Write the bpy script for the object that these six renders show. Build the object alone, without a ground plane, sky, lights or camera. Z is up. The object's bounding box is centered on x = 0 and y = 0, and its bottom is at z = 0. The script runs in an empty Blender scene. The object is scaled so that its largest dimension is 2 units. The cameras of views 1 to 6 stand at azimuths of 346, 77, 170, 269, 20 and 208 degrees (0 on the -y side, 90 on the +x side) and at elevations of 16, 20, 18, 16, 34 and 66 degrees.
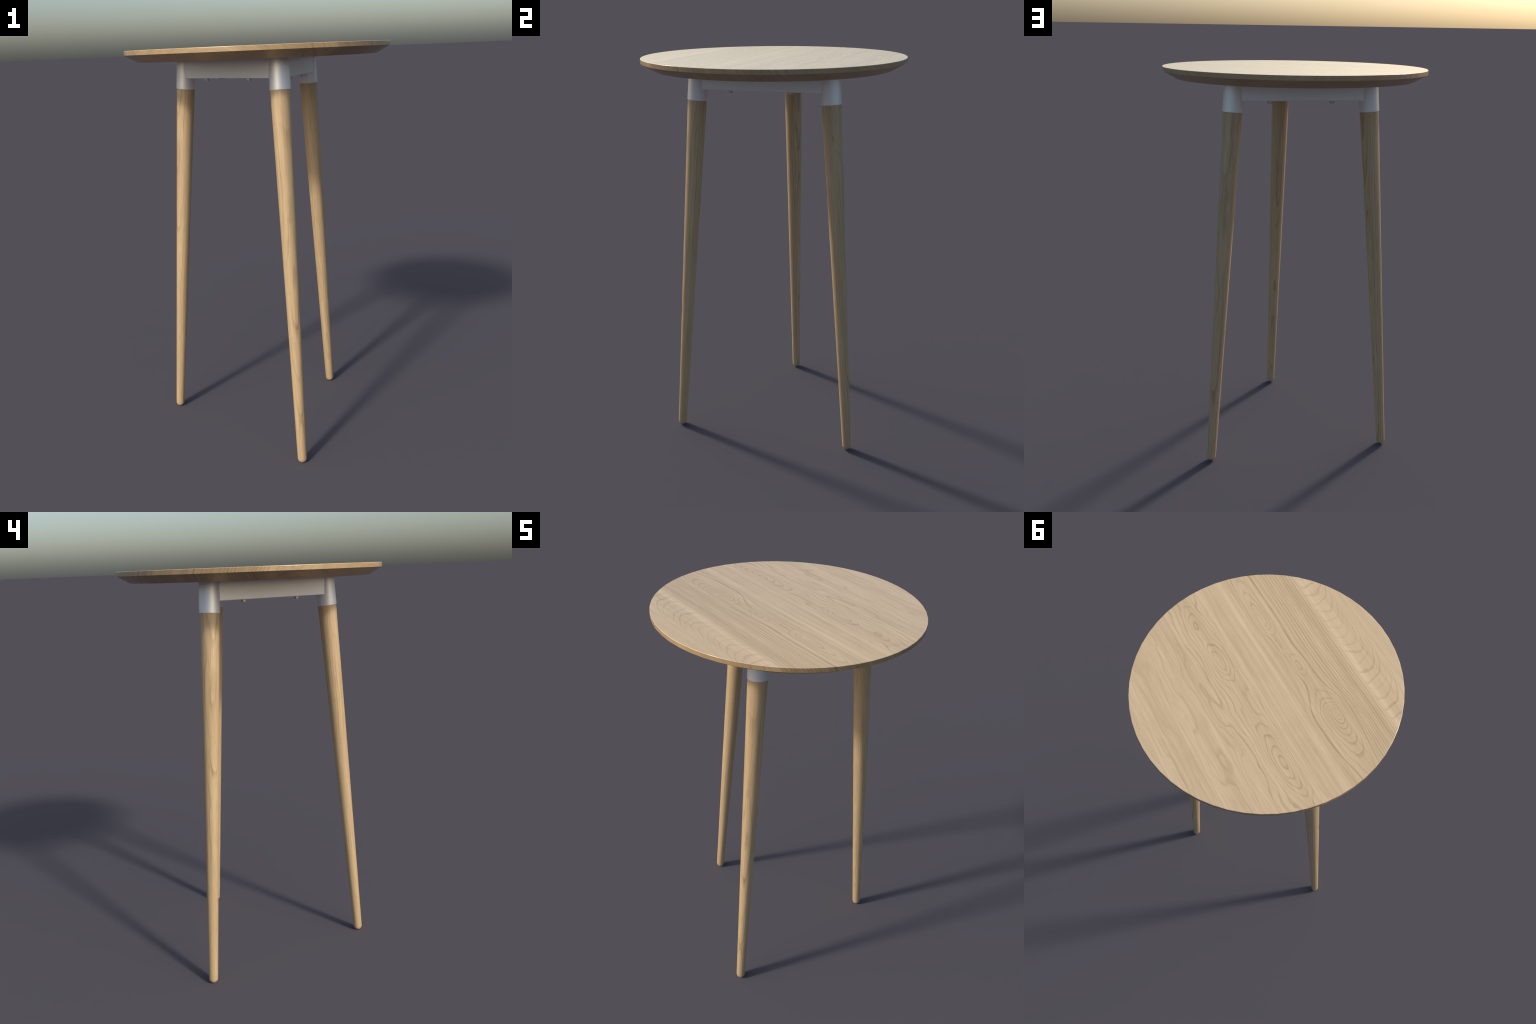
"""Round three-legged wooden table: chamfered disc top, tapered splayed legs
in white metal sockets, three white apron rails with hexagon bolts."""
import bpy, bmesh, math
from mathutils import Matrix, Vector

TAU = math.tau

# ------------------------------------------------------------------ sizes (m)
TOP_RADIUS, TOP_SIDES = 0.6450, 56          # the disc is a 56-sided turning
TOP_Z, RIM_Z, UNDER_Z = 2.000, 1.9793, 1.9445
UNDER_RADIUS, EDGE_BEVEL = 0.583, 0.0020
AXIS_FOOT, AXIS_SLOPE = 0.5418, 0.0882      # leg axis: r = foot - slope * z
FOOT_SHIFT = 0.0095                         # feet stand this far round, anticlockwise
FOOT_R, LEG_R = 0.0231, 0.0463
SOCKET_R, SOCKET_Z = 0.0483, 1.8035
RAIL_BOTTOM = 1.8562
LEG_AZIMUTHS = (-90.0, 30.0, 150.0)
TILT = math.atan(AXIS_SLOPE)


# ------------------------------------------------------- node expression sugar
class Graph:
    """Builds Math-node graphs from ordinary Python arithmetic."""

    def __init__(self, name):
        self.mat = bpy.data.materials.new(name)
        self.mat.use_nodes = True
        self.nt = self.mat.node_tree
        self.bsdf = next(n for n in self.nt.nodes if n.type == 'BSDF_PRINCIPLED')

    def node(self, kind, **props):
        n = self.nt.nodes.new(kind)
        for k, v in props.items():
            setattr(n, k, v)
        return n

    def put(self, socket, value):
        if isinstance(value, Sig):
            self.nt.links.new(value.out, socket)
        elif value is not None:
            socket.default_value = value

    def math(self, op, *args, clamp=False):
        n = self.node('ShaderNodeMath', operation=op, use_clamp=clamp)
        for i, a in enumerate(args):
            self.put(n.inputs[i], a)
        return Sig(self, n.outputs[0])

    def position(self):
        tc = self.node('ShaderNodeTexCoord')
        sp = self.node('ShaderNodeSeparateXYZ')
        self.nt.links.new(tc.outputs['Object'], sp.inputs[0])
        return [Sig(self, o) for o in sp.outputs]

    def vec(self, x, y, z):
        n = self.node('ShaderNodeCombineXYZ')
        for i, a in enumerate((x, y, z)):
            self.put(n.inputs[i], a)
        return Sig(self, n.outputs[0])

    def noise(self, x, y, z=0.0, detail=2.0, rough=0.5, scale=1.0):
        """Noise centred on zero, about -0.5 .. 0.5."""
        n = self.node('ShaderNodeTexNoise')
        self.put(n.inputs['Vector'], self.vec(x, y, z))
        n.inputs['Scale'].default_value = scale
        n.inputs['Detail'].default_value = detail
        n.inputs['Roughness'].default_value = rough
        return Sig(self, n.outputs['Fac']) - 0.5

    def smooth(self, x, lo, hi):
        n = self.node('ShaderNodeMapRange', interpolation_type='SMOOTHSTEP')
        self.put(n.inputs['Value'], x)
        n.inputs['From Min'].default_value = lo
        n.inputs['From Max'].default_value = hi
        return Sig(self, n.outputs['Result'])

    def mix(self, fac, a, b):
        n = self.node('ShaderNodeMix', data_type='RGBA')
        self.put(n.inputs['Factor'], fac)
        for key, c in (('A', a), ('B', b)):
            s = [i for i in n.inputs if i.name == key and i.type == 'RGBA'][0]
            self.put(s, c if isinstance(c, Sig) else (*c, 1.0))
        return Sig(self, [o for o in n.outputs if o.type == 'RGBA'][0])

    def bump(self, height, strength, distance):
        n = self.node('ShaderNodeBump')
        n.inputs['Strength'].default_value = strength
        n.inputs['Distance'].default_value = distance
        self.put(n.inputs['Height'], height)
        self.nt.links.new(n.outputs['Normal'], self.bsdf.inputs['Normal'])

    def finish(self, color, rough, **extra):
        self.put(self.bsdf.inputs['Base Color'],
                 color if isinstance(color, Sig) else (*color, 1.0))
        self.put(self.bsdf.inputs['Roughness'], rough)
        for k, v in extra.items():
            self.put(self.bsdf.inputs[k.replace('_', ' ')], v)
        return self.mat


class Sig:
    def __init__(self, g, out):
        self.g, self.out = g, out

    def _b(op, flip=False):
        def f(self, o):
            return self.g.math(op, o, self) if flip else self.g.math(op, self, o)
        return f
    __add__ = _b('ADD'); __radd__ = _b('ADD', True)
    __sub__ = _b('SUBTRACT'); __rsub__ = _b('SUBTRACT', True)
    __mul__ = _b('MULTIPLY'); __rmul__ = _b('MULTIPLY', True)
    __truediv__ = _b('DIVIDE'); __pow__ = _b('POWER')

    def __neg__(self):
        return self * -1.0


def srgb(r, g, b):
    f = lambda c: c / 12.92 if c <= 0.04045 else ((c + 0.055) / 1.055) ** 2.4
    return tuple(f(v / 255.0) for v in (r, g, b))


# ------------------------------------------------------------------- materials
WOOD_LIGHT, WOOD_DARK = srgb(228, 202, 163), srgb(158, 128, 92)
EDGE_LIGHT, EDGE_DARK = srgb(182, 153, 112), srgb(118, 94, 63)
LEG_LIGHT, LEG_DARK = srgb(205, 177, 135), srgb(126, 99, 66)


def hill(g, s, w, s0, w0, len_back, len_front, width, height, peaked=False):
    """A hill in the growth-ring field, longer on one side along the grain; its
    contours are closed rings: a knot when peaked, an oval island when round."""
    ds = s - s0
    front = g.math('MAXIMUM', ds, 0.0) * (1.0 / len_front)
    back = g.math('MINIMUM', ds, 0.0) * (1.0 / len_back)
    dw = (w - w0) * (1.0 / width)
    d2 = front * front + back * back + dw * dw
    return g.math('EXPONENT', -(g.math('SQRT', d2) if peaked else d2)) * height


def ring_lines(g, field, lead=0.60):
    """Late-wood lines at whole-number contours of a field: a soft rise to a
    dark line, a sharp fall, and a strength of its own for every ring."""
    t = g.math('FRACT', field)
    n = g.node('ShaderNodeTexWhiteNoise', noise_dimensions='1D')
    g.put(n.inputs['W'], g.math('FLOOR', field))
    strength = Sig(g, n.outputs['Value']) * 0.65 + 0.35
    return g.smooth(t, lead, 0.93) * (1.0 - g.smooth(t, 0.955, 1.0)) * strength


def table_wood(name, light, dark_tone, rough, edge=False):
    g = Graph(name)
    x, y, z = g.position()
    # s runs along the grain, w across it; the rim continues the grain, slanted
    s0 = x * -0.829 + y * 0.559
    w0 = x * 0.559 + y * 0.829 + (z - 0.055) * 0.45
    s = s0 + g.noise(s0 * 6.0, w0 * 12.0, 3.0, 2.0) * 0.030
    w = w0 + g.noise(s0 * 2.0, w0 * 4.0, 0.0, 1.0) * 0.020 \
           + g.noise(s0 * 11.0, w0 * 26.0, 5.0, 2.0) * 0.007

    # board 1 (w < -0.41): stacked U-shaped cathedrals
    c = w + 0.458
    c2 = c * c
    f1 = s * 18.0 + c2 * 190.0 + c2 * c2 * 16000.0 + g.noise(s0 * 9.0, w0 * 9.0, 8.0, 1.0) * 1.9
    # board 2 (-0.41 .. -0.06): dense straight lines, a knot, an eye, hooks
    # (a ridge of the ring field at w = -0.2, falling steeply to the dense side)
    e = w + 0.235
    dense = g.math('SQRT', e * e + 0.0006) - e
    mild = g.math('MAXIMUM', w + 0.185, 0.0)
    f2 = 20.35 - dense * 36.0 - mild * 24.0 \
        + hill(g, s, w, 0.287, -0.215, 0.060, 0.150, 0.062, 9.0, True) \
        + hill(g, s, w, -0.020, -0.182, 0.075, 0.060, 0.030, 2.0) \
        + hill(g, s, w, -0.170, -0.155, 0.045, 0.060, 0.017, 1.3) \
        + hill(g, s, w, -0.330, -0.150, 0.260, 0.090, 0.036, 4.2)
    # board 3 (-0.06 .. 0.06): straight, quarter sawn
    f3 = w * 26.0 + g.noise(s0 * 0.8, w0 * 20.0, 11.0, 2.0) * 3.0
    # board 4 (w > 0.06): long ovals, then wavy straight lines
    v = w - 0.125
    f4 = 12.0 + g.math('SQRT', v * v + 0.0012) * 32.0 \
        + g.noise(s0 * 3.0, w0 * 10.0, 13.0, 2.0) * 5.0 \
        - hill(g, s, w, 0.380, 0.120, 0.240, 0.165, 0.050, 3.8) \
        - hill(g, s, w, -0.210, 0.128, 0.150, 0.130, 0.052, 3.2) \
        - hill(g, s, w, -0.455, 0.155, 0.100, 0.080, 0.040, 2.0) \
        - hill(g, s, w, 0.020, 0.270, 0.160, 0.120, 0.030, 1.8) \
        - hill(g, s, w, 0.250, 0.400, 0.200, 0.140, 0.035, 1.8)

    b12 = g.smooth(w0, -0.424, -0.404)
    b23 = g.smooth(w0, -0.108, -0.075)
    b34 = g.smooth(w0, 0.045, 0.080)

    def blend(a1, a2, a3, a4):
        r = a1 + (a2 - a1) * b12
        r = r + (a3 - r) * b23
        return r + (a4 - r) * b34

    lines = blend(ring_lines(g, f1, 0.66) * 0.68, ring_lines(g, f2) * 1.0,
                  ring_lines(g, f3) * 0.45, ring_lines(g, f4) * (0.90 - g.smooth(w0, 0.18, 0.30) * 0.45))
    # broad tonal streaks, medium streaks, fine fibres, pores
    broad = g.noise(s0 * 0.8, w0 * 13.0, 1.0, 2.0)
    medium = g.noise(s * 1.5, w * 85.0, 2.0, 3.0, 0.65)
    fibre = g.noise(s * 9.0, w * 340.0, 4.0, 2.0, 0.7)
    cloud = g.noise(s0 * 7.0, w0 * 16.0, 14.0, 2.0)
    speck = g.noise(s0 * 60.0, w0 * 330.0, 7.0, 1.0)
    pore = g.smooth(speck, 0.20, 0.30)

    def strip(at, width, amount):
        j = (w0 - at) * (1.0 / width)
        return g.math('EXPONENT', -(j * j)) * amount
    pale = strip(-0.424, 0.018, 0.08) + strip(-0.064, 0.013, 0.06) \
        + strip(0.047, 0.013, 0.05) - strip(-0.375, 0.030, 0.04) - strip(-0.035, 0.018, 0.06)
    dark = 0.28 + b12 * 0.08 - b23 * 0.05 + lines * 0.40 + broad * 0.42 \
        + medium * 0.55 + fibre * 0.42 + cloud * 0.14 + pore * 0.08 - pale
    if edge:
        dark = dark * 1.1 - 0.03 + fibre * 0.5
    col = g.mix(g.math('MAXIMUM', g.math('MINIMUM', dark, 1.0), 0.0), light, dark_tone)
    g.bump(lines * -0.9 + fibre * 0.5 + medium * 0.8, 0.08, 0.0010)
    return g.finish(col, rough, Specular_IOR_Level=0.85 if edge else 0.55)


def leg_wood(name, shift, figure=0.44, knot=None):
    g = Graph(name)
    x, y, z = g.position()
    zz = z + shift
    # growth rings about a pith that wanders beside the leg
    px = x + 0.075 + g.noise(zz * 1.3, shift, 0.0, 1.0) * 0.07
    py = y + shift * 0.013 + g.noise(zz * 1.1, shift, 5.0, 1.0) * 0.05
    r = g.math('SQRT', px * px + py * py)
    field = r * 90.0 + g.noise(x * 9.0, y * 9.0, zz * 2.6, 2.0) * 3.2
    if knot:
        kz, ka = knot
        dx, dy = x - 0.044 * math.cos(ka), y - 0.044 * math.sin(ka)
        dz = (z - kz) * 0.28
        d = g.math('SQRT', dx * dx + dy * dy + dz * dz)
        field = field + g.math('EXPONENT', d * -55.0) * 5.0
        dot = 1.0 - g.smooth(d, 0.001, 0.0055)
    lines = ring_lines(g, field)
    lines = lines * (g.smooth(g.noise(x * 20.0, y * 20.0, zz * 2.0, 1.0), -0.2, 0.2) * 0.8 + 0.2)
    broad = g.noise(x * 16.0, y * 16.0, zz * 1.2, 2.0)
    fibre = g.noise(x * 250.0, y * 250.0, zz * 12.0, 3.0, 0.6)
    streak = g.noise(x * 90.0, y * 90.0, zz * 1.6, 2.0)
    speck = g.noise(x * 150.0, y * 150.0, zz * 24.0, 1.0)
    dark = 0.29 + lines * figure + broad * 0.42 + fibre * 0.62 + streak * 0.45 \
        + g.smooth(speck, 0.20, 0.30) * 0.28
    if knot:
        dark = dark + dot * 0.35
    col = g.mix(g.math('MAXIMUM', g.math('MINIMUM', dark, 1.0), 0.0),
                LEG_LIGHT, LEG_DARK)
    g.bump(fibre - lines * 0.5, 0.25, 0.0010)
    return g.finish(col, 0.40, Specular_IOR_Level=0.8)


def painted_metal():
    g = Graph('white_powder_coat')
    x, y, z = g.position()
    tone = g.noise(x * 6.0, y * 6.0, z * 6.0, 2.0)
    grain = g.noise(x * 700.0, y * 700.0, z * 700.0, 1.0)
    g.bump(grain, 0.06, 0.0005)
    col = g.mix(tone + 0.5, srgb(228, 228, 230), srgb(233, 232, 234))
    return g.finish(col, 0.33, Metallic=0.38, Specular_IOR_Level=0.5)


def bolt_metal():
    g = Graph('zinc_plated_steel')
    x, y, z = g.position()
    n = g.noise(x * 300.0, y * 300.0, z * 300.0, 2.0)
    col = g.mix(n + 0.5, srgb(176, 174, 168), srgb(200, 198, 192))
    return g.finish(col, 0.36, Metallic=0.45)


# ---------------------------------------------------------------------- meshes
def lathe(name, profile, sides, sharp_angle=30.0):
    """Turn a list of (radius, z) about z; radius 0 closes with a pole/n-gon."""
    bm = bmesh.new()
    rings = []
    for r, z in profile:
        if r < 1e-7:
            rings.append([bm.verts.new((0, 0, z))])
        else:
            rings.append([bm.verts.new((r * math.cos(TAU * i / sides),
                                        r * math.sin(TAU * i / sides), z))
                          for i in range(sides)])
    for a, b in zip(rings, rings[1:]):
        for i in range(sides):
            k = (i + 1) % sides
            if len(a) == 1:
                bm.faces.new((a[0], b[k], b[i]))
            elif len(b) == 1:
                bm.faces.new((a[i], a[k], b[0]))
            else:
                bm.faces.new((a[i], a[k], b[k], b[i]))
    for ring, flip in ((rings[0], True), (rings[-1], False)):
        if len(ring) > 1:
            bm.faces.new(ring[::-1] if flip else ring)
    return to_mesh(bm, name, sharp_angle)


def to_mesh(bm, name, sharp_angle):
    bmesh.ops.recalc_face_normals(bm, faces=bm.faces)
    me = bpy.data.meshes.new(name)
    bm.to_mesh(me)
    bm.free()
    for p in me.polygons:
        p.use_smooth = True
    me.set_sharp_from_angle(angle=math.radians(sharp_angle))
    for p in me.polygons:                  # large plane faces stay exactly plane
        if p.area > 0.01:
            p.use_smooth = False
    return me


def beveled_box(name, lo, hi, bevel, segments=3):
    bm = bmesh.new()
    bmesh.ops.create_cube(bm, size=1.0)
    for v in bm.verts:
        v.co = Vector([(l + h) / 2 + c * (h - l) for l, h, c in zip(lo, hi, v.co)])
    bmesh.ops.bevel(bm, geom=list(bm.edges), offset=bevel, segments=segments,
                    profile=0.5, affect='EDGES')
    return to_mesh(bm, name, 40.0)


def add(name, mesh, parent, matrix=Matrix(), material=None):
    ob = bpy.data.objects.new(name, mesh)
    bpy.context.scene.collection.objects.link(ob)
    ob.parent = parent
    ob.matrix_local = matrix
    if material:
        if not mesh.materials:
            mesh.materials.append(material)
        ob.material_slots[0].link = 'OBJECT'
        ob.material_slots[0].material = material
    return ob


# ------------------------------------------------------------------- the table
table = bpy.data.objects.new('side_table', None)
bpy.context.scene.collection.objects.link(table)
table['label'] = 'round light oak table with three tapered legs and white metal frame'
table['category'] = 'table'

H = TOP_Z - UNDER_Z
rounding = [(TOP_RADIUS - EDGE_BEVEL * (1 - math.cos(q)), H - EDGE_BEVEL * (1 - math.sin(q)))
            for q in (math.radians(90.0 * i / 4) for i in range(5))]
top_mesh = lathe('tabletop', [(UNDER_RADIUS, 0.0), (TOP_RADIUS, RIM_Z - UNDER_Z)] + rounding,
                 TOP_SIDES)
for edge in top_mesh.edges:                # rim stays plain up to the rounded arris
    if all(abs(top_mesh.vertices[v].co.z - (H - EDGE_BEVEL)) < 1e-5 for v in edge.vertices):
        edge.use_edge_sharp = True
top = add('tabletop', top_mesh, table, Matrix.Translation((0, 0, UNDER_Z)),
          table_wood('light_oak_veneer', WOOD_LIGHT, WOOD_DARK, 0.16))
top_mesh.materials.append(table_wood('brown_oak_edge', EDGE_LIGHT, EDGE_DARK, 0.30, True))
for face in top_mesh.polygons:             # rim and bevelled underside are browner
    face.material_index = 0 if face.normal.z > 0.5 else 1

# legs and sockets share a frame: origin at the foot's lowest point on the axis,
# +z up the leg, -x leaning towards the middle of the table
stretch = 1.0 / math.cos(TILT)
foot_center = FOOT_R
socket_at = SOCKET_Z * stretch
leg_end = socket_at + 0.010
leg_profile = [(0.0, 0.0)]
for i in range(1, 9):
    a = math.radians(90.0 * i / 8)
    leg_profile.append((FOOT_R * math.sin(a) ** 0.85, FOOT_R * (1 - math.cos(a))))
for i in range(1, 25):
    t = i / 24
    leg_profile.append((FOOT_R + (LEG_R - FOOT_R) * t, FOOT_R + (leg_end - FOOT_R) * t))
leg_mesh = lathe('leg', leg_profile, 48)

socket_len = (UNDER_Z + 0.0035 - SOCKET_Z) * stretch
socket_mesh = lathe('leg_socket', [
    (LEG_R - 0.001, 0.004), (SOCKET_R - 0.0012, 0.0), (SOCKET_R, 0.0012),
    (SOCKET_R, socket_len)], 48, 35.0)

leg_materials = [leg_wood('oak_leg', 0.35),
                 leg_wood('knotty_oak_leg', 4.1, knot=(1.66, math.radians(-48))),
                 leg_wood('flamed_oak_leg', 7.7, figure=0.56)]
coat, zinc = painted_metal(), bolt_metal()

for az, wood in zip(LEG_AZIMUTHS, leg_materials):
    a = math.radians(az)
    lean = Matrix.Rotation(math.atan(FOOT_SHIFT / SOCKET_Z), 4, 'X')
    turn = Matrix.Rotation(a, 4, 'Z') @ lean @ Matrix.Rotation(-TILT, 4, 'Y')
    center = Vector((AXIS_FOOT - AXIS_SLOPE * FOOT_R, FOOT_SHIFT, FOOT_R))
    center.rotate(Matrix.Rotation(a, 3, 'Z'))
    base = center - (turn @ Vector((0, 0, FOOT_R)))
    leg = add('leg', leg_mesh, table, Matrix.Translation(base) @ turn, wood)
    add('leg_socket', socket_mesh, leg, Matrix.Translation((0, 0, socket_at)), coat)

# apron rails: local x points outwards, local y runs along the rail
joint_r = AXIS_FOOT - AXIS_SLOPE * 1.90
line = joint_r * 0.5                      # distance of the joint line from centre
half = joint_r * math.sin(math.radians(60)) - 0.031
rail_mesh = beveled_box('apron_rail', (line - 0.018, -half, RAIL_BOTTOM),
                        (line + 0.0385, half, UNDER_Z + 0.0015), 0.0025)

# hexagon bolt head with a turned washer face and chamfered crown
bm = bmesh.new()
def disc(r, z, n, phase=0.0):
    return [bm.verts.new((r * math.cos(TAU * i / n + phase),
                          r * math.sin(TAU * i / n + phase), z)) for i in range(n)]
def shell(loops):
    for p, q in zip(loops, loops[1:]):
        n = len(p)
        for i in range(n):
            bm.faces.new((p[i], p[(i + 1) % n], q[(i + 1) % n], q[i]))
    bm.faces.new(loops[0]); bm.faces.new(loops[-1])
shell([disc(0.0140, 0.002, 24), disc(0.0140, -0.0016, 24)])
shell([disc(0.0122, -0.0010, 6, 0.3), disc(0.0122, -0.0108, 6, 0.3),
       disc(0.0098, -0.0128, 6, 0.3)])
bolt_mesh = to_mesh(bm, 'bolt', 25.0)

for az in (-30.0, 90.0, -150.0):
    rail = add('apron_rail', rail_mesh, table,
               Matrix.Rotation(math.radians(az), 4, 'Z'), coat)
    for along in (-0.155, 0.141):
        add('bolt', bolt_mesh, rail,
            Matrix.Translation((line + 0.0155, along, RAIL_BOTTOM)), zinc)

# corner blocks: cast lugs that tie each socket to the frame behind the rails
block_mesh = beveled_box('corner_block', (joint_r - 0.142, -0.038, RAIL_BOTTOM + 0.003),
                         (joint_r - 0.030, 0.038, UNDER_Z + 0.0010), 0.0025)
for az in LEG_AZIMUTHS:
    add('corner_block', block_mesh, table, Matrix.Rotation(math.radians(az), 4, 'Z'), coat)
